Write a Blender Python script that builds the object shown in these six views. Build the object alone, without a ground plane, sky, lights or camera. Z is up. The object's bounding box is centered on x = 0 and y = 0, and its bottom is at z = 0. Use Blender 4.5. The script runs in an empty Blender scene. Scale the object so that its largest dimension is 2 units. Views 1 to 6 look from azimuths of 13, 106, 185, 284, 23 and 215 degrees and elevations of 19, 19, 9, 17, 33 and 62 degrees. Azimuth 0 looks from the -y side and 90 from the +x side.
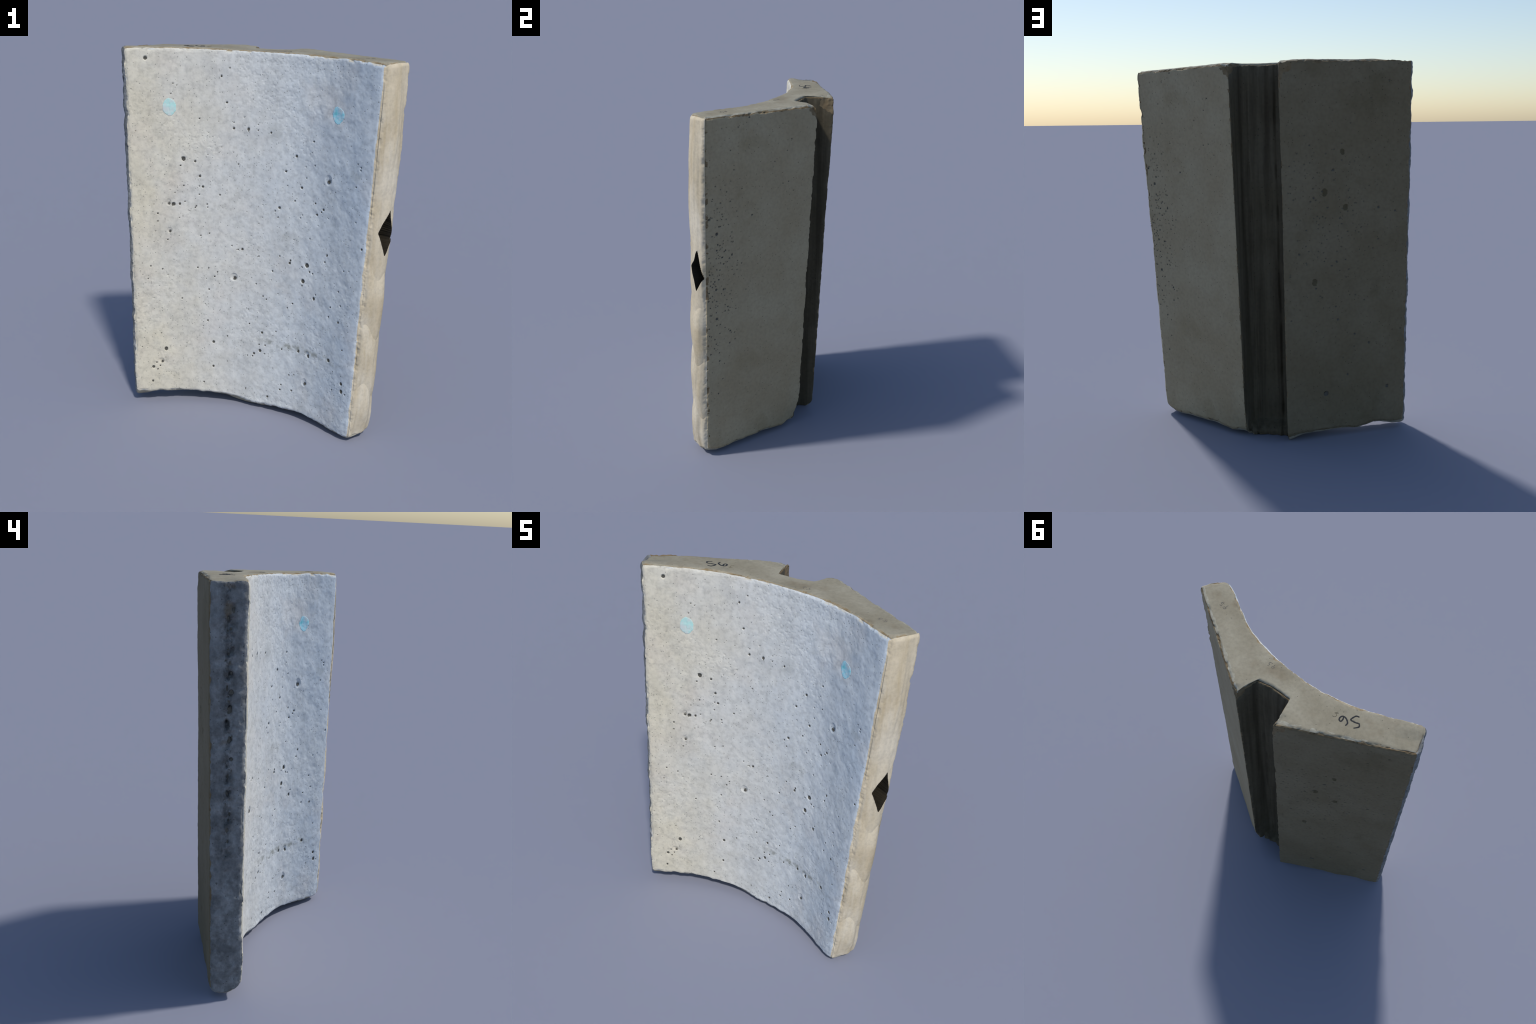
"""Curved concrete segment: a cast block with a concave face, a dovetail keyway in its back,
worn arrises, air pits, inked numbers on the top and two dabs of paint."""
import bpy, bmesh
import numpy as np
from math import pi, sin, cos
def lerp(a, b, t):
    return a + (b - a) * t
# ---------------------------------------------------------------- plan profile
# corner positions (x, y) of the block at the top edge and at the foot
TOP_Z = 1.975
CORNER = {                       # name: (top xy, foot xy)
    "front_a": ((-0.695, -0.119), (-0.692, -0.167)),
    "back_a":  ((-0.751,  0.051), (-0.732, -0.013)),
    "lip_a":   ((-0.079,  0.323), (-0.105,  0.252)),
    "lip_b":   (( 0.173,  0.286), ( 0.121,  0.215)),
    "back_b":  (( 0.745, -0.156), ( 0.644, -0.188)),
    "front_b": (( 0.648, -0.278), ( 0.548, -0.316)),
    # keyway floor corners
    "wall_a":  ((-0.077,  0.248), (-0.103,  0.176)),
    "floor_a": ((-0.066,  0.169), (-0.092,  0.097)),
    "floor_m": (( 0.045,  0.157), ( 0.009,  0.084)),
    "floor_b": (( 0.132,  0.170), ( 0.085,  0.098)),
    "wall_b":  (( 0.158,  0.226), ( 0.106,  0.154)),
}
def corner(name, z):
    """position of a named vertical edge at heights z -> (n, 2)"""
    a, b = CORNER[name]
    k = (np.asarray(z, float) / TOP_Z)[..., None]
    return np.array(b) + (np.array(a) - np.array(b)) * k
# sagitta of the concave face along its chord
ARC_S = np.array([0, .06, .12, .18, .26, .37, .45, .54, .62, .71, .77, .83, .90, .96, 1])
ARC_H = np.array([0, .043, .082, .118, .158, .189, .203, .203, .194, .174, .149, .115, .063, .018, 0])
def arc_h(s):
    # Catmull-like smoothing by sampling a cubic through neighbours
    return np.interp(s, FINE_S, FINE_H)
FINE_S = np.linspace(0, 1, 401)
_h = np.interp(FINE_S, ARC_S, ARC_H)
_k = np.hanning(41); _k /= _k.sum()
_pad = np.concatenate([2 * _h[0] - _h[20:0:-1], _h, 2 * _h[-1] - _h[-2:-22:-1]])
FINE_H = np.convolve(_pad, _k, "valid")
def front(s, z):
    a, b = corner("front_a", z), corner("front_b", z)
    d = b - a
    L = np.linalg.norm(d, axis=-1, keepdims=True)
    n = np.stack([-d[..., 1], d[..., 0]], -1) / L
    k = lerp(lerp(1.02, 0.84, np.asarray(s)), 1.0, np.asarray(z) / TOP_Z)
    return a + d * np.asarray(s)[..., None] + n * (arc_h(s) * k)[..., None]
BACK_PATH = ["back_a", "lip_a", "wall_a", "floor_a", "floor_m", "floor_b", "wall_b", "lip_b", "back_b"]
def _lengths():
    p = np.array([lerp(np.array(CORNER[n][0]), np.array(CORNER[n][1]), .5) for n in BACK_PATH])
    l = np.concatenate([[0], np.cumsum(np.linalg.norm(np.diff(p, axis=0), axis=1))])
    return l / l[-1], l[-1]
BACK_S, BACK_LEN = _lengths()
def back(s, z, soft=0.0):
    """position on the back outline (two flat panels with a dovetail keyway between)"""
    P = np.stack([corner(n, z) for n in BACK_PATH], 0)            # (9, n, 2)
    s = np.clip(np.asarray(s), 0, 1)
    i = np.clip(np.searchsorted(BACK_S, s, "right") - 1, 0, len(BACK_S) - 2)
    t = (s - BACK_S[i]) / (BACK_S[i + 1] - BACK_S[i])
    j = np.arange(len(s))
    return P[i, j] * (1 - t)[:, None] + P[i + 1, j] * t[:, None]
def back_soft(s, z, w=0.008):
    """same with the corners eased over a half-width w (in arc fraction)"""
    acc = 0
    for o, g in ((-1, .12), (-.5, .22), (0, .32), (.5, .22), (1, .12)):
        acc = acc + g * back(s + o * w * np.minimum(1, np.minimum(s, 1 - s) / w), z)
    return acc
def top_z(x):
    return 1.979 - 0.0165 * (np.asarray(x) / 0.7)
# ---------------------------------------------------------------- noise in code
def _hash(ix, iy, iz, seed):
    h = (ix * 374761393 + iy * 668265263 + iz * 2147483647 + seed * 1274126177) & 0xFFFFFFFF
    h = ((h ^ (h >> 13)) * 1274126177) & 0xFFFFFFFF
    h = ((h ^ (h >> 16)) * 2246822519) & 0xFFFFFFFF
    return ((h ^ (h >> 15)) & 0xFFFFFF) / float(0xFFFFFF)
def vnoise(P, freq, seed=0):
    """value noise in -1..1 at points P (n,3); freq may be a 3-tuple (stretch)"""
    q = P * np.asarray(freq, float)
    i = np.floor(q).astype(np.int64)
    f = q - i
    f = f * f * f * (f * (f * 6 - 15) + 10)
    out = 0
    for dx in (0, 1):
        wx = f[:, 0] if dx else 1 - f[:, 0]
        for dy in (0, 1):
            wy = wx * (f[:, 1] if dy else 1 - f[:, 1])
            for dz in (0, 1):
                w = wy * (f[:, 2] if dz else 1 - f[:, 2])
                out = out + w * _hash(i[:, 0] + dx, i[:, 1] + dy, i[:, 2] + dz, seed)
    return out * 2 - 1
def fbm(P, freq, octaves=3, seed=0, gain=.5):
    a, s, out = 1.0, 0.0, 0
    f = np.asarray(freq, float)
    for o in range(octaves):
        out = out + a * vnoise(P, f * 2 ** o, seed + 17 * o)
        s += a
        a *= gain
    return out / s
def sstep(a, b, x):
    t = np.clip((x - a) / (b - a), 0, 1)
    return t * t * (3 - 2 * t)

# ---------------------------------------------------------------- the block as a warped box
NU, NT, NZ = 520, 56, 700            # cells along the length, through the thickness, up
LU, LT, LZ = 1.50, 0.17, 1.95        # metric size of the box the roundings are made in

def ease(n, length, fine=0.05, k=1.6):
    """cell borders 0..length, a little denser near both ends"""
    x = np.linspace(0, 1, n + 1)
    d = 1 + (k - 1) * (np.exp(-x * length / fine) + np.exp(-(1 - x) * length / fine))
    c = np.concatenate([[0], np.cumsum(.5 * (d[1:] + d[:-1]) ** -1)])
    return c / c[-1] * length
US, TS, ZS = ease(NU, LU), np.linspace(0, LT, NT + 1), ease(NZ, LZ)

index = -np.ones((NU + 1, NT + 1, NZ + 1), np.int64)
shell = np.zeros(index.shape, bool)
shell[[0, -1]] = True; shell[:, [0, -1]] = True; shell[:, :, [0, -1]] = True
I, J, K = np.nonzero(shell)
index[I, J, K] = np.arange(len(I))
nv = len(I)
U, T, Z = US[I], TS[J], ZS[K]

def quads(side):
    """vertex indices of one face grid of the box, wound outwards"""
    g, flip = {
        "front": (index[:, 0, :], False), "back": (index[:, -1, :], True),
        "end_a": (index[0], True), "end_b": (index[-1], False),
        "foot": (index[:, :, 0], True), "top": (index[:, :, -1], False)}[side]
    a, b, c, d = g[:-1, :-1], g[1:, :-1], g[1:, 1:], g[:-1, 1:]
    q = np.stack([a, b, c, d], -1).reshape(-1, 4)
    return q[:, ::-1] if flip else q

# how far from each face of the box
dU0, dU1, dT0, dT1, dZ0, dZ1 = U, LU - U, T, LT - T, Z, LZ - Z
raw = np.stack([U, T, Z], 1)
# worn edges: rounding radius drifts along the edges and differs from edge to edge
r = 0.016 + 0.006 * fbm(raw, 9, 2, 5)
r += 0.012 * sstep(.10, .0, dU1) * sstep(.09, .0, dT0)          # soft front arris at the far end
r += 0.012 * sstep(.10, .0, dU0) * sstep(.09, .0, dT0) * sstep(.1, .3, dZ0)
r += 0.008 * sstep(.08, .0, dZ0) * sstep(.0, .3, dU0)                                # ragged foot
r += (0.004 * sstep(.3, .7, T / LT)) * sstep(.06, .0, dZ1)                                # crisp trowelled top
r = np.clip(r, .006, .05)
box = raw.copy()
q = np.stack([np.clip(raw[:, k], r, L - r) for k, L in enumerate((LU, LT, LZ))], 1)
d = raw - q
box = q + d * (r / np.maximum(np.linalg.norm(d, axis=1), 1e-9))[:, None]
u, t, w = box[:, 0] / LU, box[:, 1] / LT, box[:, 2] / LZ

FOOT_FRONT = (np.array([0, .10, .24, .39, .54, .73, .84, .93, 1]),
              np.array([.080, .070, .064, .050, .034, .040, .036, .026, .022]))
def _back_u(x):
    """arc fraction on the back outline of a point at x on the foot of either panel"""
    x = np.asarray(x)
    return np.where(x < 0, BACK_S[1] * (x + .732) / .627, BACK_S[7] + (1 - BACK_S[7]) * (x - .125) / .519)
FOOT_BACK = (np.concatenate([_back_u([-.722, -.667, -.563, -.479, -.403, -.284, -.173, -.105]), [.40, .47, .56], _back_u([.130, .150, .217, .283, .33, .524, .589, .642])]),
             np.array([.052, .048, .056, .029, .043, .040, .040, .026, .000, -.012, .004, .040, .040, .023, .034, .038, .031, .033, .060]))
def shape(u, t, w):
    """box fractions -> points of the block"""
    x0 = lerp(-.70, .66, u)
    # underside: broken, not level; ragged along both edges and bellied in the middle
    foot = lerp(np.interp(u, FOOT_FRONT[0], FOOT_FRONT[1]), np.interp(u, FOOT_BACK[0], FOOT_BACK[1]), t) - .006
    foot = foot - 6.75 * t * t * (1 - t) * (.012 + .040 * np.exp(-((u - .47) / .12) ** 2))
    foot = foot - .028 * sstep(.12, .0, u) * 4 * t * (1 - t)
    z = lerp(foot, top_z(x0), w)
    f = front(u, z)
    b = back_soft(u, z, .0045)
    p = f * (1 - t)[:, None] + b * t[:, None]
    # ends bulge a little (more at the far end)
    fb, bb = corner("front_b", z), corner("back_b", z)
    n = np.stack([(bb - fb)[:, 1], -(bb - fb)[:, 0]], 1)
    n /= np.linalg.norm(n, axis=1, keepdims=True)
    tent = np.interp(t, [0, .12, .58, .9, 1], [0, .35, 1, .42, 0])
    bulge = lerp(4 * t * (1 - t), tent, .55) * (.8 + .4 * t) * (.022 * sstep(2.0, 1.7, z) * sstep(0, .2, z) + .006)
    knots = np.array([-.05, .30, .62, .93, 1.34, 2.05])           # hollows between hammered lengths
    kz = z + .09 * (t - .5) + .03 * np.sin(9 * t + 4 * z)
    kk = np.clip(np.searchsorted(knots, kz) - 1, 0, 4)
    ph = (kz - knots[kk]) / (knots[kk + 1] - knots[kk])
    bulge = bulge + .012 * (np.sin(np.pi * np.clip(ph, 0, 1)) ** .8 - .7) * sstep(1.5, .9, z) * sstep(0, .15, t) * sstep(1, .85, t)
    p += n * (bulge * sstep(.94, 1, u) )[:, None]
    fa, ba = corner("front_a", z), corner("back_a", z)
    n = -np.stack([(ba - fa)[:, 1], -(ba - fa)[:, 0]], 1)
    n /= np.linalg.norm(n, axis=1, keepdims=True)
    p += n * (.011 * np.interp(t, [0, .25, .55, .85, 1], [0, .7, 1, .8, 0]) * sstep(.05, 0, u))[:, None]
    # keyway floor flares out into a little ledge at the foot
    key = sstep(BACK_S[2], BACK_S[3], u) * sstep(BACK_S[6], BACK_S[5], u) * t
    p[:, 1] -= key * .008 * sstep(1.88, 1.98, z)
    p[:, 1] += key * .060 * sstep(.085, .02, z)
    # foot of the keyway arris next to the second panel is worn back
    du = u - BACK_S[7]
    p[:, 1] -= .032 * sstep(.20, .02, z) * t * np.where(du < 0, np.exp(-(du / .012) ** 2), np.exp(-(du / .05) ** 2))
    return np.column_stack([p, z])

P = shape(u, t, w)

# ---------------------------------------------------------------- normals of the whole shell
SIDES = ["front", "back", "end_a", "end_b", "foot", "top"]
FACES = {s: quads(s) for s in SIDES}
ALL = np.concatenate([FACES[s] for s in SIDES])
def vertex_normals(P):
    a = P[ALL]
    n = np.cross(a[:, 2] - a[:, 0], a[:, 3] - a[:, 1])
    out = np.zeros_like(P)
    for k in range(4):
        for c in range(3):
            out[:, c] += np.bincount(ALL[:, k], n[:, c], len(P))
    return out / np.maximum(np.linalg.norm(out, axis=1, keepdims=True), 1e-12)

N = vertex_normals(P)
# ---------------------------------------------------------------- surface relief
is_front, is_back = J == 0, J == NT
end_a, end_b = I == 0, I == NU
is_top, is_foot = K == NZ, K == 0
key = sstep(BACK_S[1] - .004, BACK_S[1] + .02, u) * sstep(BACK_S[7] + .004, BACK_S[7] - .02, u) * (t > .9)
disp = .0025 * fbm(P, 3.5, 2, 1)                                    # gentle warp of the whole casting
disp += .0010 * fbm(P, 22, 3, 2)
# cast concave face: small lumps, with slanting float marks towards the far end
slant = np.column_stack([P[:, 0] + .55 * P[:, 2], P[:, 1], P[:, 2] - .55 * P[:, 0]])
disp += is_front * (.0032 * fbm(P, 10, 2, 33) + .0008 * fbm(P, 45, 2, 3) + .0029 * sstep(.30, .85, u) * fbm(slant, (21, 12, 15), 3, 4))
disp += is_front * .0024 * np.minimum(0, fbm(P, 85, 2, 6)) * sstep(.0, .5, fbm(P, 4, 2, 7))
# ends: lumpy
ridge = fbm(np.column_stack([T * 1.0, T * 0, P[:, 2]]), (24, 1, 2.4), 2, 61)
disp += end_b * .008 * ridge
lump = fbm(P, (9, 9, 5), 3, 8)
disp += end_b * (.006 * lump + .004 * np.abs(vnoise(P, (8, 8, 3.1), 9)))
disp += end_a * (.007 * fbm(P, (13, 13, 17), 3, 10) + .003 * fbm(P, 42, 2, 18))
seam = np.exp(-((T / LT - .5) / .14) ** 2) * sstep(.45, .8, P[:, 2])
disp += end_a * seam * (.026 * np.minimum(.15, fbm(P, (26, 26, 26), 3, 19)) - .003)
# vertical furrows in the keyway
disp += key * .0030 * fbm(P, (16, 16, 1.2), 3, 11)
for s0, wd, h in ((.36, .0040, -.009), (.385, .006, .006), (.43, .005, -.004), (.47, .006, .004), (.52, .005, -.004), (.615, .0035, -.009), (.60, .006, .005)):
    s1 = lerp(BACK_S[3], BACK_S[5], (s0 - .33) / .33)
    disp += (t > .9) * h * np.exp(-((u + .0015 * vnoise(P, (1, 1, 6), 23) - s1) / wd) ** 2) * (.7 + .5 * vnoise(P, (1, 1, 14), 24))
# soft worn rim round the head of the keyway, and a dished corner at the near end
rim = sstep(BACK_S[2] - .01, BACK_S[3], u) * sstep(BACK_S[6] + .01, BACK_S[5], u)
disp -= .010 * rim * is_top * sstep(.82, 1, t) + .013 * is_top * sstep(.12, .02, u) * sstep(.2, .6, t)
# rough underside
disp += sstep(.05, .0, dZ0) * (.009 * fbm(P, 7, 3, 12))
# chipped arrises: inward bites along the edges
two = np.sort(np.stack([np.minimum(dU0, dU1), np.minimum(dT0, dT1), np.minimum(dZ0, dZ1)], 1), axis=1)
edge = sstep(.026, .004, two[:, 1])
lip = t > .9
lip_edge = lip * np.maximum(np.exp(-((u - BACK_S[1]) / .006) ** 2), np.exp(-((u - BACK_S[7]) / .006) ** 2))
edge = np.maximum(edge, lip_edge)
bite = np.maximum(0, fbm(P, 30, 3, 13) * .9 + .10)
topback = sstep(.03, .0, dZ1) * sstep(.05, .0, dT1) * edge
disp -= topback * .010 * np.maximum(0, fbm(P, 26, 3, 41) + .12)
disp -= edge * (.0085 * bite + .0025 * np.maximum(0, fbm(P, 85, 2, 14)))
# knocked corner at the top of both keyway arrises
knock = np.zeros(nv)
for cu, rad, dep in ((BACK_S[7], .075, .016), (BACK_S[1] + .012, .085, .012)):
    c = shape(np.array([cu]), np.array([1.0]), np.array([1.0]))[0]
    rr = np.linalg.norm((P - c) * (1, 1, .8), axis=1) / rad
    knock = np.maximum(knock, sstep(.95, .6, rr + .25 * fbm(P, 35, 2, 16)))
    disp -= dep * sstep(1, .35, rr) * (.6 + .5 * fbm(P, 40, 2, 15))

# ---------------------------------------------------------------- air pits
disp_skin = disp.copy()
rng = np.random.default_rng(56)
pit_shade = np.zeros(nv)
stain = np.zeros(nv)
SHADOW_DISHES = []
def pit(mask, c, rad, depth, aspect=(1, 1, 1), dark=True):
    sel = np.nonzero(mask & (np.abs(P[:, 2] - c[2]) < rad * 2.5) & (np.abs(P[:, 0] - c[0]) < rad * 2.5))[0]
    if not len(sel):
        return
    dd = np.linalg.norm((P[sel] - c) * aspect, axis=1) / rad
    k = np.sqrt(np.clip(1 - dd ** 2, 0, 1))
    disp[sel] -= depth * k
    if dark and rad > .0026:
        i = sel[np.argmin(dd)]
        SHADOW_DISHES.append((i, rad, depth, aspect[2]))
PITS_FRONT = [
    (0.062, 0.751, 0.0041), (0.069, 0.134, 0.0057), (0.072, 0.221, 0.0086), (0.072, 0.824, 0.0049), (0.073, 1.937, 0.0102), (0.087, 0.249, 0.0043),
    (0.103, 1.079, 0.0043), (0.104, 1.121, 0.0054), (0.106, 0.257, 0.0143), (0.126, 0.330, 0.0099), (0.144, 1.182, 0.0134), (0.146, 1.025, 0.0136),
    (0.162, 1.171, 0.0108), (0.186, 1.171, 0.0062), (0.190, 1.382, 0.0053), (0.192, 0.633, 0.0050), (0.202, 1.418, 0.0106), (0.203, 1.272, 0.0040),
    (0.245, 1.404, 0.0061), (0.250, 1.160, 0.0049), (0.256, 0.812, 0.0047), (0.262, 1.269, 0.0040), (0.263, 1.325, 0.0067), (0.268, 0.997, 0.0041),
    (0.276, 1.267, 0.0067), (0.283, 0.123, 0.0049), (0.293, 1.171, 0.0043), (0.295, 1.154, 0.0040), (0.299, 0.504, 0.0056), (0.303, 0.689, 0.0050),
    (0.303, 1.011, 0.0043), (0.326, 0.226, 0.0063), (0.326, 0.375, 0.0079), (0.328, 0.765, 0.0050), (0.345, 1.847, 0.0056), (0.346, 1.225, 0.0053),
    (0.366, 1.715, 0.0065), (0.396, 1.583, 0.0065), (0.396, 1.614, 0.0039), (0.411, 0.770, 0.0192), (0.418, 1.398, 0.0042), (0.445, 0.933, 0.0068),
    (0.456, 1.583, 0.0078), (0.478, 0.111, 0.0040), (0.486, 0.507, 0.0044), (0.496, 1.583, 0.0039), (0.496, 1.611, 0.0039), (0.505, 0.319, 0.0048),
    (0.511, 0.336, 0.0062), (0.518, 0.905, 0.0040), (0.539, 0.358, 0.0084), (0.546, 0.467, 0.0069), (0.549, 1.575, 0.0056), (0.564, 0.395, 0.0044),
    (0.581, 0.832, 0.0054), (0.585, 0.089, 0.0062), (0.599, 1.185, 0.0079), (0.619, 1.382, 0.0064), (0.642, 0.395, 0.0047), (0.645, 0.151, 0.0056),
    (0.649, 0.181, 0.0047), (0.658, 0.894, 0.0074), (0.660, 1.466, 0.0076), (0.661, 0.908, 0.0058), (0.665, 1.233, 0.0052), (0.681, 0.672, 0.0054),
    (0.690, 1.306, 0.0069), (0.701, 0.165, 0.0055), (0.701, 1.166, 0.0039), (0.708, 1.362, 0.0041), (0.717, 0.888, 0.0039), (0.721, 0.784, 0.0040),
    (0.722, 0.406, 0.0073), (0.722, 0.810, 0.0106), (0.730, 1.550, 0.0058), (0.737, 0.902, 0.0118), (0.742, 1.432, 0.0043), (0.750, 0.868, 0.0052),
    (0.755, 1.239, 0.0051), (0.761, 0.235, 0.0164), (0.765, 0.863, 0.0052), (0.765, 1.182, 0.0064), (0.767, 0.406, 0.0135), (0.771, 0.392, 0.0059),
    (0.777, 0.728, 0.0079), (0.784, 1.199, 0.0051), (0.791, 1.213, 0.0068), (0.805, 1.370, 0.0200), (0.815, 0.944, 0.0051), (0.824, 0.983, 0.0056),
    (0.856, 0.661, 0.0044), (0.861, 0.717, 0.0047), (0.870, 0.420, 0.0092), (0.903, 0.652, 0.0059), (0.904, 0.742, 0.0043), (0.908, 0.933, 0.0043),
    (0.940, 1.196, 0.0039), (0.943, 0.322, 0.0091), (0.946, 0.280, 0.0092), (0.976, 1.067, 0.0061),
]
PITS_BACK = [
    (0.043, 1.216, 0.0053), (0.060, 0.252, 0.0082), (0.067, 1.886, 0.0046), (0.093, 1.236, 0.0065), (0.120, 0.507, 0.0059), (0.120, 1.799, 0.0041),
    (0.123, 1.499, 0.0039), (0.165, 0.563, 0.0053), (0.166, 1.480, 0.0038), (0.186, 0.341, 0.0054), (0.192, 1.244, 0.0155), (0.203, 1.530, 0.0153),
    (0.216, 0.650, 0.0058), (0.220, 0.964, 0.0042), (0.226, 1.387, 0.0041), (0.229, 1.438, 0.0059), (0.233, 0.941, 0.0042), (0.245, 1.247, 0.0044),
    (0.253, 0.246, 0.0120), (0.253, 1.323, 0.0178), (0.259, 1.143, 0.0039), (0.273, 1.138, 0.0038), (0.279, 1.286, 0.0038), (0.282, 0.824, 0.0047),
    (0.285, 1.295, 0.0043), (0.286, 0.857, 0.0181), (0.296, 1.564, 0.0045), (0.308, 1.132, 0.0043), (0.309, 0.961, 0.0039), (0.329, 1.009, 0.0051),
    (0.343, 1.292, 0.0040), (0.700, 1.516, 0.0039), (0.717, 1.805, 0.0043), (0.721, 1.572, 0.0039), (0.731, 1.746, 0.0039), (0.740, 1.567, 0.0039),
    (0.771, 1.693, 0.0039), (0.810, 1.959, 0.0065), (0.845, 1.418, 0.0049), (0.861, 1.945, 0.0048), (0.916, 0.767, 0.0055), (0.917, 0.695, 0.0044),
    (0.921, 1.199, 0.0043), (0.926, 0.919, 0.0043), (0.941, 1.028, 0.0054), (0.951, 1.516, 0.0044), (0.957, 1.090, 0.0048), (0.963, 0.860, 0.0073),
    (0.963, 1.258, 0.0052), (0.964, 1.348, 0.0078), (0.966, 1.034, 0.0061), (0.987, 1.435, 0.0064), (0.991, 0.975, 0.0043),
]
PITS_END = [
    (0.418, 1.213, 0.0089), (0.421, 1.696, 0.0108), (0.451, 1.292, 0.0111), (0.451, 1.597, 0.0108), (0.454, 1.513, 0.0109), (0.455, 1.771, 0.0128),
    (0.472, 0.913, 0.0069), (0.481, 1.443, 0.0154), (0.488, 1.045, 0.0090), (0.496, 1.045, 0.0113), (0.501, 0.812, 0.0058), (0.514, 1.362, 0.0177),
    (0.521, 1.110, 0.0068), (0.528, 1.830, 0.0085), (0.536, 1.174, 0.0090), (0.805, 0.608, 0.0047),
]
def nearest(mask, coord, s, z, span):
    i = np.nonzero(mask)[0]
    return P[i[np.argmin(((coord[i] - s) * span) ** 2 + (P[i, 2] - z) ** 2)]]
def on_front(s, z):
    return nearest(is_front, u, s, z, 1.35)
def on_back(s, z):
    return nearest(is_back, u, s, z, 1.85)
def on_end(f, z):
    return nearest(end_a, t, f, z, .15)
for s, z, rad in PITS_FRONT:
    big = rad > .0125
    pit(is_front, on_front(s, z), rad * (1.05 if not big else 1.1), rad * (.9 if not big else .35),
        (1, 1, rng.uniform(.75, 1.05)), dark=not big)
    if big:       # larger blisters: shallow, with one deep corner
        pit(is_front, on_front(s + .003, z - rad * .35), rad * .5, rad * .45, dark=True)
for s, z, rad in PITS_BACK:
    c = on_back(s, z)
    if rad > .012:
        pit(is_back, c, rad * 1.05, rad * .16, dark=False)
        pit(is_back, c, rad, 0, (1, 1, .85), dark=False)
        sel = np.nonzero(is_back & (np.linalg.norm((P - c) * (1, 1, .8), axis=1) < rad * (.9 + .25 * vnoise(P, 60, 3))))[0]
        stain[sel] = 1
    else:
        pit(is_back, c, rad * 1.2, rad * .9)
for tt, z, rad in PITS_END:          # honeycombed seam down the near end
    for k in range(3):
        o = rng.normal(0, .35, 2) * rad
        pit(end_a, on_end(tt + o[0] * 5, z + 1.6 * o[1]) , rad * rng.uniform(.5, .9), rad * rng.uniform(.5, .9),
            (1, 1, rng.uniform(.5, .9)), dark=rng.random() < .3)
for k in range(90):
    z = rng.uniform(.75, 1.92); tt = .5 + rng.normal(0, .06)
    rad = rng.uniform(.003, .007)
    pit(end_a, on_end(tt, z), rad, rad * .7, (1, 1, rng.uniform(.4, 1)), dark=rng.random() < .3)
for k in range(130):                 # small scattered air holes on the concave face
    s, z = rng.uniform(.03, .97), rng.uniform(.1, 1.92)
    if rng.random() > .45 + .55 * (abs(z - 1.2) < .45):
        continue
    rad = rng.uniform(.0026, .0042)
    pit(is_front, on_front(s, z), rad * 1.2, rad)
for k in range(330):                 # and on the panels, denser in bands
    b = rng.random() < .5
    s = np.clip(rng.normal(.22, .08), .02, BACK_S[1] - .02) if b else np.clip(1 - abs(rng.normal(0, .05)) - .01, .7, .99)
    z = np.clip(rng.normal(1.15, .28), .1, 1.9)
    rad = rng.uniform(.0026, .004)
    pit(is_back, on_back(s, z), rad * 1.2, rad)

# surface without its pits, for seating the dark pit dishes
P0 = P + N * disp_skin[:, None]
P = P + N * disp[:, None]
N0 = N

# ---------------------------------------------------------------- diamond-shaped hole in the far end
tt, zz = T / LT, P[:, 2]
DIA = np.array([(.70, 1.262), (.27, 1.155), (.64, 1.025), (.95, 1.112)])   # (t, z), anticlockwise seen from outside
q2 = np.column_stack([tt * .155, zz]); D = DIA * (.155, 1)
sd = np.full(nv, -9.0)
near = np.full((nv, 2), 0.0)
for k in range(4):
    a, b = D[k], D[(k + 1) % 4]
    e = (b - a) / np.linalg.norm(b - a)
    nrm = np.array([-e[1], e[0]])
    if np.dot(D.mean(0) - a, nrm) > 0:
        nrm = -nrm
    s_ = (q2 - a) @ nrm
    upd = s_ > sd
    sd[upd] = s_[upd]; near[upd] = nrm
cell = .0022
snap = end_b & (np.abs(sd) < cell) & (dT1 > .002) & (dT0 > .002)
tdir = (corner("back_b", zz) - corner("front_b", zz)); tdir /= np.linalg.norm(tdir, axis=1, keepdims=True)
P[snap, :2] -= tdir[snap] * (near[snap, :1] * sd[snap, None])
P[snap, 2] -= near[snap, 1] * sd[snap]
inside = end_b & (sd <= -cell)
# behind the mouth the hollow opens out, running back inside the wing
ti, zi = (T / LT)[inside], P[inside, 2]
deep = shape(np.full(inside.sum(), .66), lerp(.34, .84, (ti - .27) / .68), np.clip((1.14 + (zi - 1.14) * 3) / 1.97, .05, .95))
P[inside] = deep + (.006 * fbm(deep, 20, 3, 21))[:, None]

# centre and seat exactly in the frame
mn, mx = P.min(0), P.max(0)
P[:, :2] -= ((mn + mx) / 2)[:2]
P[:, 2] = np.maximum(P[:, 2], 0) * (2.0 / mx[2])
SHIFT = -((mn + mx) / 2)[:2]
SHIFT3 = np.array([*SHIFT, 0])
N = vertex_normals(P)

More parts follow.
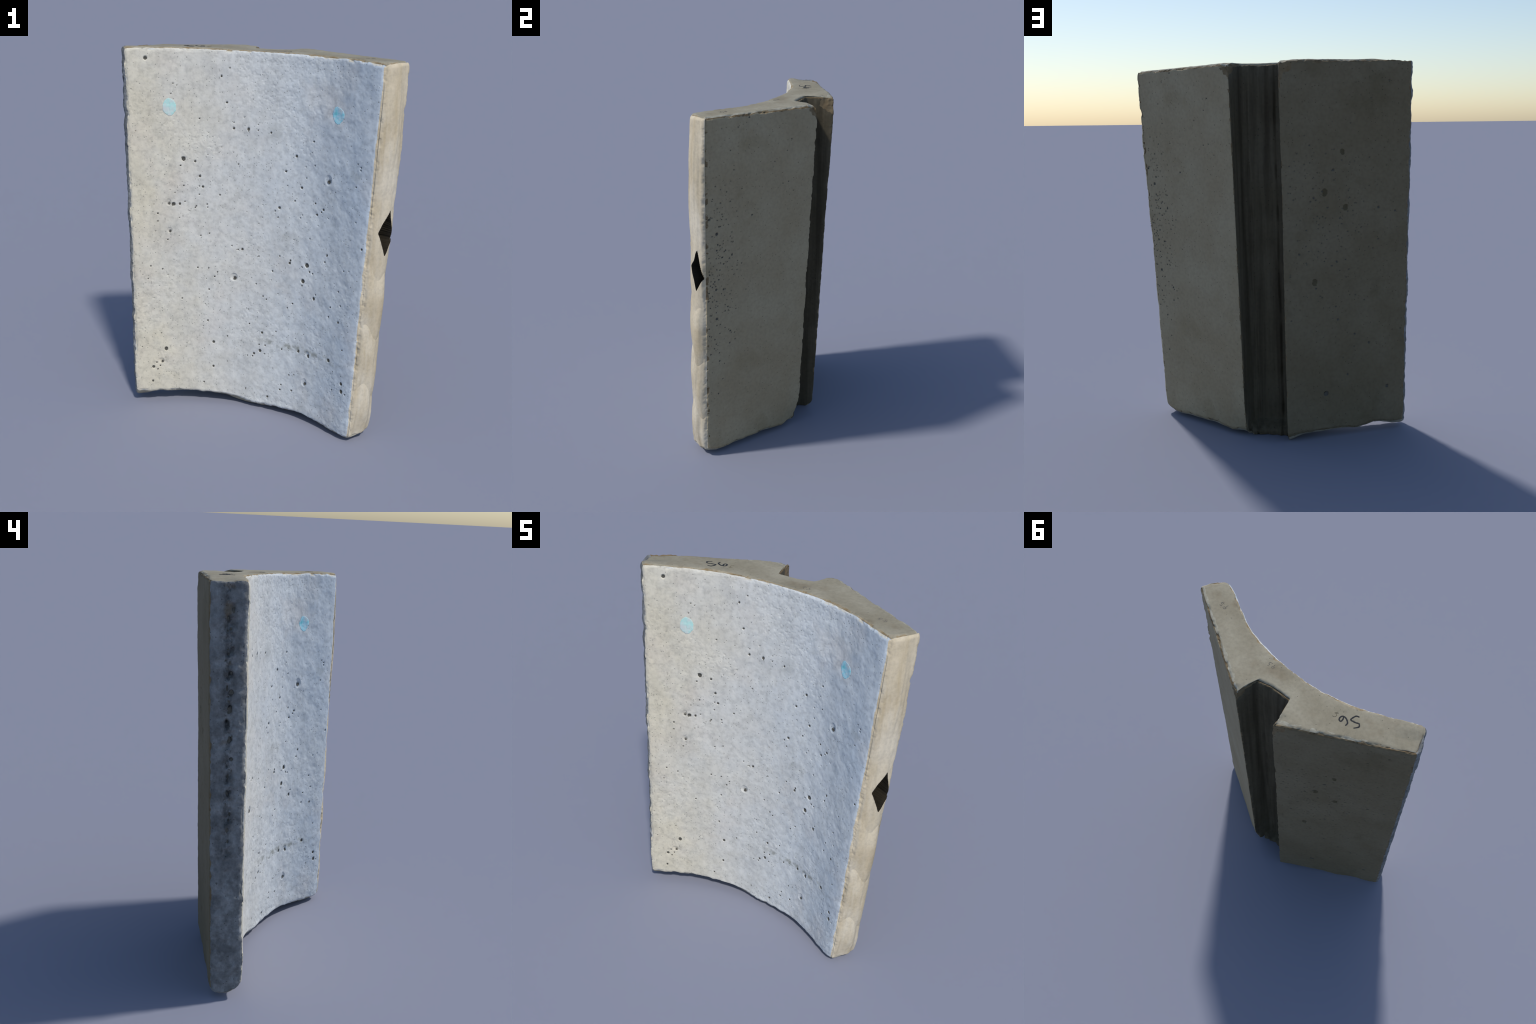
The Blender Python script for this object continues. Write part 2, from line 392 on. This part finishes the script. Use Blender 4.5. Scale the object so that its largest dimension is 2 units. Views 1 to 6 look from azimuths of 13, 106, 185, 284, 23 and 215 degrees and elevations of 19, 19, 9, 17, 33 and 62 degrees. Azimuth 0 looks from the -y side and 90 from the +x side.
# ---------------------------------------------------------------- materials
class Mat:
    """small helper that strings shader nodes together"""
    def __init__(self, name, rough=.85):
        self.m = bpy.data.materials.new(name); self.m.use_nodes = True
        self.nt = self.m.node_tree
        self.b = self.nt.nodes["Principled BSDF"]
        self.b.inputs["Roughness"].default_value = rough
        self.b.inputs["Specular IOR Level"].default_value = .25
        self.co = self.nt.nodes.new("ShaderNodeTexCoord").outputs["Object"]
    def link(self, a, b): self.nt.links.new(a, b)
    def scaled(self, s, r=(0, 0, 0)):
        n = self.nt.nodes.new("ShaderNodeMapping")
        n.inputs["Scale"].default_value = s; n.inputs["Rotation"].default_value = r
        self.link(self.co, n.inputs["Vector"]); return n.outputs[0]
    def noise(self, scale, detail=4, rough=.55, vec=None):
        n = self.nt.nodes.new("ShaderNodeTexNoise")
        n.inputs["Scale"].default_value = scale; n.inputs["Detail"].default_value = detail
        n.inputs["Roughness"].default_value = rough
        self.link(vec or self.co, n.inputs["Vector"]); return n.outputs["Fac"]
    def voro(self, scale, vec=None, rnd=1.0):
        n = self.nt.nodes.new("ShaderNodeTexVoronoi")
        n.inputs["Scale"].default_value = scale; n.inputs["Randomness"].default_value = rnd
        self.link(vec or self.co, n.inputs["Vector"]); return n
    def ramp(self, fac, *stops):
        n = self.nt.nodes.new("ShaderNodeValToRGB"); e = n.color_ramp.elements
        while len(e) < len(stops): e.new(.5)
        for k, (p, c) in enumerate(stops):
            e[k].position = p
            e[k].color = (*c, 1) if isinstance(c, tuple) else (c, c, c, 1)
        self.link(fac, n.inputs[0]); return n.outputs[0]
    def mix(self, fac, a, b, mode="MIX"):
        n = self.nt.nodes.new("ShaderNodeMix"); n.data_type = "RGBA"; n.blend_type = mode
        for v, s in ((fac, n.inputs[0]), (a, n.inputs[6]), (b, n.inputs[7])):
            if isinstance(v, tuple): s.default_value = (*v, 1)
            elif isinstance(v, (int, float)): s.default_value = v
            else: self.link(v, s)
        return n.outputs[2]
    def math(self, op, a, b=0.0):
        n = self.nt.nodes.new("ShaderNodeMath"); n.operation = op
        for v, s in ((a, n.inputs[0]), (b, n.inputs[1])):
            if isinstance(v, (int, float)): s.default_value = v
            else: self.link(v, s)
        return n.outputs[0]
    def axis(self, k):
        n = self.nt.nodes.new("ShaderNodeSeparateXYZ"); self.link(self.co, n.inputs[0]); return n.outputs[k]
    def bump(self, h, strength=.3, dist=.003):
        n = self.nt.nodes.new("ShaderNodeBump")
        n.inputs["Strength"].default_value = strength; n.inputs["Distance"].default_value = dist
        self.link(h, n.inputs["Height"]); self.link(n.outputs[0], self.b.inputs["Normal"])
    def pinholes(self, scale, size, thresh, patch=3.0):
        """0..1 mask of tiny air holes, only some cells, thicker in patches"""
        v = self.voro(scale)
        hole = self.ramp(v.outputs["Distance"], (size * .5, 1.0), (size, 0.0))
        s = self.nt.nodes.new("ShaderNodeSeparateColor"); self.link(v.outputs["Color"], s.inputs[0])
        some = self.math("GREATER_THAN", self.math("ADD", s.outputs[0], self.math("MULTIPLY", self.noise(patch, 2), .9)), thresh)
        return self.math("MULTIPLY", hole, some)
    def out(self, c): self.link(c, self.b.inputs["Base Color"]); return self.m

def S(r, g, b):
    """sRGB 0-255 to linear"""
    f = lambda v: (v / 255) / 12.92 if v <= 10 else ((v / 255 + .055) / 1.055) ** 2.4
    return (f(r), f(g), f(b))

def mat_face():
    m = Mat("concrete_cast_face", .8)
    big = m.noise(1.7, 3)
    # scan's bluish skylight tinted into the colour: warm side fading to blue-grey
    pos = m.math("ADD", m.math("MULTIPLY", m.axis(0), .62), m.math("MULTIPLY", m.math("SUBTRACT", big, .5), .55))
    pos = m.math("ADD", pos, m.math("MULTIPLY", m.math("SUBTRACT", m.noise(14, 4), .5), .12))
    c = m.ramp(m.math("ADD", pos, .5), (.10, FACE_WARM), (.36, FACE_MID), (.62, FACE_COOL), (.90, FACE_BLUE))
    c = m.mix(m.ramp(m.noise(3.2, 3), (.54, 0.0), (.78, .35)), c, FACE_PINK)
    mott = m.noise(38, 5, .65)
    c = m.mix(1.0, c, m.ramp(mott, (.30, .80), (.52, 1.0), (.72, 1.06)), "MULTIPLY")
    st = m.noise(9, 4, .6, m.scaled((1.2, 1.2, .35), (0, .5, 0)))
    c = m.mix(1.0, c, m.ramp(st, (.32, .93), (.60, 1.03)), "MULTIPLY")
    # faint dirty drag mark low on the face and some grey smudges
    c = m.mix(m.ramp(m.noise(5.5, 3), (.63, 0.0), (.76, .30)), c, S(128, 130, 122))
    # scuffed line where something was dragged across, low on the face
    zz = m.math("ADD", m.axis(2), m.math("MULTIPLY", m.math("SUBTRACT", m.noise(6, 3), .5), .05))
    zl = m.ramp(m.math("ABSOLUTE", m.math("SUBTRACT", zz, m.math("ADD", .425, m.math("MULTIPLY", m.axis(0), -.03)))), (.006, 1.0), (.022, 0.0))
    xl = m.ramp(m.math("ABSOLUTE", m.math("SUBTRACT", m.axis(0), .24)), (.16, 1.0), (.27, 0.0))
    sc = m.math("MULTIPLY", m.math("MULTIPLY", zl, xl), m.ramp(m.noise(34, 4), (.40, 0.0), (.58, .75)))
    c = m.mix(sc, c, S(132, 134, 126))
    ph = m.pinholes(75, .26, 1.18, 2.6)
    c = m.mix(m.math("MULTIPLY", ph, .55), c, S(96, 98, 94))
    ph2 = m.pinholes(32, .13, 1.24, 3.1)
    c = m.mix(m.math("MULTIPLY", ph2, .6), c, S(66, 68, 66))
    h = m.math("SUBTRACT", m.math("ADD", m.math("MULTIPLY", mott, .6), m.math("MULTIPLY", m.noise(120, 3), .25)), m.math("MULTIPLY", m.math("ADD", ph, ph2), .5))
    m.bump(h, .5, .003)
    return m.out(c)
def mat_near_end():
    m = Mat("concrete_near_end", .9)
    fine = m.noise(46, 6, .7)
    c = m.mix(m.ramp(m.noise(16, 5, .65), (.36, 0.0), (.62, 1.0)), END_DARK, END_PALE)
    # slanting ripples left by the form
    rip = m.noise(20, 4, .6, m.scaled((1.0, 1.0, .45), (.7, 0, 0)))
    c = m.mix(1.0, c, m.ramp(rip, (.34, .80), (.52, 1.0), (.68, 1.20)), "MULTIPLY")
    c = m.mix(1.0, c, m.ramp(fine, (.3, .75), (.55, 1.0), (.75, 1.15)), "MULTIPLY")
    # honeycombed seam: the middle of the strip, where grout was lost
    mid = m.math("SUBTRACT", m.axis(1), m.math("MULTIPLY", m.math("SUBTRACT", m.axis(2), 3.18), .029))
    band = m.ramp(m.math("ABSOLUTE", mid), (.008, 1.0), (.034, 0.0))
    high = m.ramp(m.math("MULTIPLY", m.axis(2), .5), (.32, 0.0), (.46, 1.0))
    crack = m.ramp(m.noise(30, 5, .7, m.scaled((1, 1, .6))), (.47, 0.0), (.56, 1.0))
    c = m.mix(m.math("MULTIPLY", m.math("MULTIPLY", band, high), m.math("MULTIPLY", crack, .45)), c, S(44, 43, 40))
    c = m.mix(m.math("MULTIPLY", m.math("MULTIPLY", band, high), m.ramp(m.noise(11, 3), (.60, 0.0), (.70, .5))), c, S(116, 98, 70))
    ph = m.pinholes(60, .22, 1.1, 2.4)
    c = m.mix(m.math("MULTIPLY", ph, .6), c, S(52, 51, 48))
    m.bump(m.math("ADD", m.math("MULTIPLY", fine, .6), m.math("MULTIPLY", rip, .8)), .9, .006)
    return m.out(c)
def mat_plain(name, a, b, cdark, scale=4.0, bump=.3, hole=1.2, streak=None):
    m = Mat(name)
    c = m.mix(m.ramp(m.noise(scale, 4), (.38, 0.0), (.64, 1.0)), a, b)
    c = m.mix(m.ramp(m.noise(scale * .6 + 3, 3), (.58, 0.0), (.75, .55)), c, cdark)
    if streak:
        c = m.mix(m.ramp(m.noise(7, 4, .6, m.scaled(streak[0])), (.42, 0.0), (.66, .8)), c, streak[1])
    fine = m.noise(60, 5, .65)
    c = m.mix(1.0, c, m.ramp(fine, (.3, .86), (.55, 1.0), (.75, 1.06)), "MULTIPLY")
    ph = m.pinholes(60, .22, hole, 2.4)
    c = m.mix(m.math("MULTIPLY", ph, .6), c, tuple(x * .35 for x in a))
    m.bump(m.math("SUBTRACT", m.math("ADD", m.math("MULTIPLY", fine, .5), m.math("MULTIPLY", m.noise(150, 3), .2)), ph), bump, .003)
    return m.out(c)
END_DARK, END_PALE = S(106, 108, 109), S(138, 141, 143)  # both greys lowered to carry the shade on this sunless end
FACE_WARM, FACE_MID, FACE_COOL, FACE_BLUE = S(208, 201, 182), S(208, 207, 201), S(206, 210, 211), S(186, 196, 205)
FACE_PINK = S(207, 194, 180)
def paint(name, a, b):
    m = Mat(name, .6)
    c = m.ramp(m.noise(26, 5, .65), (.36, a), (.50, b), (.66, S(202, 206, 204)))
    m.bump(m.noise(90, 3), .3, .002)
    return m.out(c)
def flat(name, c, rough=.7):
    m = Mat(name, rough)
    return m.out(m.mix(m.ramp(m.noise(120, 3), (.35, 0.0), (.7, 1.0)), c, tuple(x * 1.5 for x in c)))
MATS = {
    "face": mat_face(),
    "face_edge": mat_plain("concrete_face_arris", S(196, 192, 180), S(208, 207, 200), S(160, 154, 138), 9, .5),
    "pit": flat("pit_shadow_colour", S(82, 80, 74), .95),
    "top": mat_plain("concrete_trowelled_top", S(144, 137, 118), S(160, 154, 136), S(118, 104, 82), 4, .2, 1.3),
    "rim": mat_plain("worn_pale_rim", S(158, 153, 136), S(172, 168, 153), S(140, 132, 112), 16, .5),
    "chip": mat_plain("chipped_aggregate", S(140, 122, 92), S(166, 156, 134), S(96, 80, 58), 22, .8, 1.1),
    "chip_back": mat_plain("chipped_aggregate_grey", S(112, 96, 72), S(126, 112, 88), S(84, 68, 48), 22, .8, 1.1),
    "foot": mat_plain("concrete_underside", S(150, 146, 132), S(168, 164, 150), S(120, 114, 100), 6, .8),
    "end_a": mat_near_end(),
    "end_b": mat_plain("concrete_far_end", S(205, 192, 167), S(214, 204, 184), S(182, 165, 136), 3, .3, 1.5,
                       ((2.2, 2.2, .35), S(186, 170, 140))),
    "hollow": mat_plain("hollow_dark", S(44, 40, 33), S(58, 52, 42), S(28, 26, 22), 14, .6),  # interior darkness painted into the base colour
    "back_a": mat_plain("concrete_back_panel", S(113, 103, 82), S(121, 112, 92), S(97, 88, 66), 3, .25, 1.08),  # concrete darkened by the baked shade on this panel
    "back_b": mat_plain("concrete_back_panel_less_darkened", S(154, 141, 115), S(162, 151, 126), S(138, 125, 97), 3, .25, 1.14),  # same back, in a lighter brown-grey than the other panel
    "key": mat_plain("concrete_keyway", S(92, 85, 68), S(100, 93, 77), S(78, 70, 54), 4, .5, 1.2, ((3.2, 3.2, .12), S(66, 59, 46))),  # recess shadow partly mixed into this dark brown
    "stain": mat_plain("dark_fill", S(84, 76, 56), S(90, 83, 64), S(74, 68, 50), 12, .5),
    "ink": flat("marker_ink", S(34, 36, 40)),
    "faint": flat("faded_pencil", S(104, 98, 82)),
    "pencil": flat("pencil_mark", S(106, 102, 93)),
    "paint_a": paint("pale_blue_paint", S(172, 220, 214), S(192, 216, 212)),
    "paint_b": paint("blue_paint", S(122, 204, 214), S(164, 206, 222)),
}


# ---------------------------------------------------------------- split the shell into its parts
thing = bpy.data.objects.new("concrete_segment", None)
bpy.context.scene.collection.objects.link(thing)
thing["label"] = "curved pale concrete casting with dovetail keyway and inked numbers"
thing["category"] = "concrete block"

def add_part(name, faces, slots, mats, parent=thing):
    vi, inv = np.unique(faces, return_inverse=True)
    inv = inv.reshape(-1, 4)
    me = bpy.data.meshes.new(name)
    me.vertices.add(len(vi)); me.vertices.foreach_set("co", P[vi].astype(np.float32).ravel())
    me.loops.add(inv.size); me.loops.foreach_set("vertex_index", inv.astype(np.int32).ravel())
    me.polygons.add(len(inv)); me.polygons.foreach_set("loop_start", np.arange(0, inv.size, 4, dtype=np.int32))
    me.polygons.foreach_set("material_index", slots.astype(np.int32))
    me.update(calc_edges=True)
    for m in mats: me.materials.append(m)
    me.polygons.foreach_set("use_smooth", np.ones(len(inv), bool))
    if not name.startswith("broken"):
        me.normals_split_custom_set_from_vertices(N[vi].tolist())
    ob = bpy.data.objects.new(name, me)
    bpy.context.scene.collection.objects.link(ob)
    ob.parent = parent
    return ob

edge_back = is_back * sstep(.022, .006, dZ1 + .012 * fbm(P, 20, 3, 55))
# chipped-edge aggregate shows on the bitten arrises
chipv = np.maximum(knock * (t > .97), edge * sstep(.18, .40, bite + .25 * fbm(P, 60, 2, 31)))
chipv = np.maximum(chipv, edge_back)
side_of = {}
for s in SIDES:
    f = FACES[s]
    fu, ft, fg, fc, fs = (x[f].mean(1) for x in (u, T / LT, pit_shade, chipv, stain))
    slot = np.where(fs > .6, 3, np.where(fc > .5, 1, 0))
    side_of[s] = (f, fu, slot)
M = MATS
f, fu, slot = side_of["front"]
wrap = (dU1[f].mean(1) < .013 + .006 * fbm(P[f].mean(1), 16, 3, 51)) & (dZ1[f].mean(1) > .01)
slot = np.where(wrap, 2, np.minimum(slot, 1))
add_part("concave_face", f, slot, [M["face"], M["face_edge"], M["end_b"]])
f, fu, slot = side_of["top"]
pale = (dT1[f].mean(1) < .020 + .016 * fbm(P[f].mean(1), 18, 3, 52)) & (fbm(P[f].mean(1), 9, 2, 53) > -.25)
brown = dT0[f].mean(1) < .010 + .016 * fbm(P[f].mean(1), 14, 3, 54)
slot = np.where(slot == 1, 1, np.where(pale, 2, np.where(brown, 1, 0)))
add_part("top_face", f, slot, [M["top"], M["chip"], M["rim"]])
f, fu, slot = side_of["foot"];  add_part("underside", f, np.zeros(len(f)), [M["foot"]])
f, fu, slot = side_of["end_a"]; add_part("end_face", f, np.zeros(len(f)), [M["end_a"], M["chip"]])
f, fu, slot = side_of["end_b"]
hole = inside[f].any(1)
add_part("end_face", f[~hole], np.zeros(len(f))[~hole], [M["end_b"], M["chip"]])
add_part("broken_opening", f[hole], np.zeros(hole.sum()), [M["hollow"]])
f, fu, slot = side_of["back"]
ka, kb = fu < BACK_S[1], fu > BACK_S[7]
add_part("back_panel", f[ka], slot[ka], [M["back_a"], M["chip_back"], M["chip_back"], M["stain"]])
add_part("back_panel", f[kb], slot[kb], [M["back_b"], M["chip_back"], M["chip_back"], M["stain"]])
kk = ~ka & ~kb
add_part("keyway", f[kk], np.minimum(slot[kk], 1), [M["key"], M["chip_back"]])

# ---------------------------------------------------------------- dark dishes modelling the shadow inside the air pits
V, F = [], []
for i, rad, depth, asp in SHADOW_DISHES:
    # a little dish sunk below the mouth of each pit
    n = N0[i]
    a = np.cross(n, (0, 0, 1)); a /= np.linalg.norm(a); b = np.cross(n, a)
    c = P0[i] + SHIFT3
    base = len(V)
    for ring, (k, dp) in enumerate(((.93, .30), (.62, .52), (.0, .62))):
        for m in range(1 if k == 0 else 12):
            g_ = 2 * pi * m / 12
            wob = 1 + .10 * sin(3 * g_ + i) + .07 * sin(2 * g_ + 1.7 * i)
            V.append(c + a * (cos(g_) * rad * k * wob) + b * (sin(g_) * rad * k * wob / asp) - n * depth * dp)
    for m in range(12):
        m2 = (m + 1) % 12
        F += [(base + m, base + m2, base + 12 + m2, base + 12 + m), (base + 12 + m, base + 12 + m2, base + 24)]
me = bpy.data.meshes.new("pit_shadow_dish"); me.from_pydata([tuple(v) for v in V], [], F); me.update()
me.polygons.foreach_set("use_smooth", np.ones(len(me.polygons), bool)); me.materials.append(M["pit"])
ob = bpy.data.objects.new("pit_shadow_dish", me); bpy.context.scene.collection.objects.link(ob); ob.parent = thing
ob["kind"] = "stuff"

# ---------------------------------------------------------------- inked numbers on the top
INK = {
 "inked_number": (.0042, "ink", [
  [(-.406,.038),(-.390,.042),(-.381,.059),(-.379,.074),(-.390,.076),(-.410,.074),(-.422,.069)],
  [(-.422,.067),(-.434,.085),(-.416,.107)],
  [(-.376,.118),(-.377,.101),(-.366,.088),(-.352,.080),(-.343,.079),(-.334,.082),(-.329,.093),(-.332,.106),(-.341,.111),(-.346,.106),(-.346,.093),(-.342,.081)]]),
 "pencilled_digit": (.0018, "faint", [
  [(-.305,.074),(-.294,.085),(-.304,.087),(-.309,.096),(-.304,.107),(-.292,.108)], [(-.296,.086),(-.312,.080)]]),
 "pencilled_number": (.0016, "pencil", [
  [(.569,-.143),(.581,-.131),(.569,-.124),(.570,-.117),(.579,-.116)], [(.576,-.135),(.562,-.133)],
  [(.540,-.138),(.543,-.119),(.537,-.114),(.546,-.108),(.554,-.111),(.552,-.119),(.541,-.119)],
  [(.567,-.102),(.565,-.103)]]),
 "pencilled_number.001": (.0018, "pencil", [
  [(.143,.051),(.137,.040),(.145,.035),(.140,.026),(.127,.027)],
  [(.113,.025),(.114,.037),(.107,.042),(.115,.050),(.121,.046),(.117,.037)]]),
}
top_pts = P[np.unique(FACES["top"])]
def smooth_line(p, n=8):
    p = np.array(p, float) + SHIFT
    if len(p) < 3:
        return np.array([lerp(p[0], p[-1], k / 4) for k in range(5)])
    e = np.concatenate([[2 * p[0] - p[1]], p, [2 * p[-1] - p[-2]]])
    out = []
    for k in range(1, len(e) - 2):
        a, b, c, d = e[k - 1:k + 3]
        for s in np.arange(n) / n:
            out.append(.5 * (2 * b + (c - a) * s + (2 * a - 5 * b + 4 * c - d) * s ** 2 + (3 * b - a - 3 * c + d) * s ** 3))
    return np.array(out + [p[-1]])
def stroke(line, hw):
    """low flattened bead of ink along a line on the top face"""
    d = np.gradient(line, axis=0); d /= np.maximum(np.linalg.norm(d, axis=1, keepdims=True), 1e-9)
    nrm = np.column_stack([-d[:, 1], d[:, 0]])
    z = np.array([top_pts[np.argsort(((top_pts[:, :2] - p) ** 2).sum(1))[:6], 2].max() for p in line])
    V, F = [], []
    ring = [(-1, -.0025), (-.9, .0005), (-.4, .0011), (.4, .0011), (.9, .0005), (1, -.0025)]
    L = len(line)
    for k in range(L):
        wv = hw * (.55 + .45 * min(1, min(k, L - 1 - k) / 4)) * (1 + .12 * sin(k * .9))
        for a, h in ring:
            V.append((*(line[k] + nrm[k] * a * wv), z[k] + h))
    m = len(ring)
    for k in range(L - 1):
        for j in range(m):
            a, b = k * m + j, k * m + (j + 1) % m
            F.append((a, b, b + m, a + m))
    F.append(tuple(range(m))); F.append(tuple(range((L - 1) * m, L * m))[::-1])
    return V, F
for name, (hw, mk, lines) in INK.items():
    V, F = [], []
    for l in lines:
        v, f = stroke(smooth_line(l), hw)
        F += [tuple(i + len(V) for i in q) for q in f]; V += v
    me = bpy.data.meshes.new(name); me.from_pydata(V, [], F); me.update()
    bm = bmesh.new(); bm.from_mesh(me); bmesh.ops.recalc_face_normals(bm, faces=bm.faces); bm.to_mesh(me); bm.free()
    me.materials.append(M[mk])
    ob = bpy.data.objects.new(name, me); bpy.context.scene.collection.objects.link(ob); ob.parent = thing

# ---------------------------------------------------------------- two dabs of blue paint on the face
front_idx = np.unique(FACES["front"])
for s, z, rx, rz, seed in ((.152, 1.692, .0345, .0425, 3), (.826, 1.700, .036, .042, 8)):
    c = np.array([*front(np.array([s]), np.array([z]))[0], z]); c[:2] += SHIFT; c = P[front_idx[np.argmin(((P[front_idx] - c) ** 2).sum(1))]]
    ff = FACES["front"]
    ctr = P[ff].mean(1)
    a = front(np.array([s + .01]), np.array([z]))[0] - front(np.array([s - .01]), np.array([z]))[0]
    a = np.append(a / np.linalg.norm(a), 0)
    du, dz = (ctr - c) @ a / rx, (ctr[:, 2] - c[2]) / rz
    rr = np.hypot(du, dz) + .14 * fbm(ctr, 34, 3, seed)
    sel = ff[(rr < 1) & (np.linalg.norm(ctr - c, axis=1) < .09)]
    vi, inv = np.unique(sel, return_inverse=True); inv = inv.reshape(-1, 4)
    # a thin film of paint: skin just proud of the concrete, closed round its rim
    up = P[vi] + N[vi] * .0004
    dn = P[vi] - N[vi] * .0012
    n = len(vi)
    e = {}
    for qd in inv:
        for k in range(4):
            e[(qd[k], qd[(k + 1) % 4])] = 1
    rim = [(b, a_) for (a_, b) in e if (b, a_) not in e]
    F = [tuple(q_) for q_ in inv] + [tuple(q_[::-1] + n) for q_ in inv] + [(a_, b, b + n, a_ + n) for (a_, b) in rim]
    me = bpy.data.meshes.new("paint_dab"); me.from_pydata(np.concatenate([up, dn]).tolist(), [], [tuple(int(i) for i in q_) for q_ in F]); me.update()
    me.polygons.foreach_set("use_smooth", np.arange(len(me.polygons)) < 2 * len(inv))
    me.materials.append(M["paint_a"] if s < .5 else M["paint_b"])
    ob = bpy.data.objects.new("paint_dab", me); bpy.context.scene.collection.objects.link(ob); ob.parent = thing
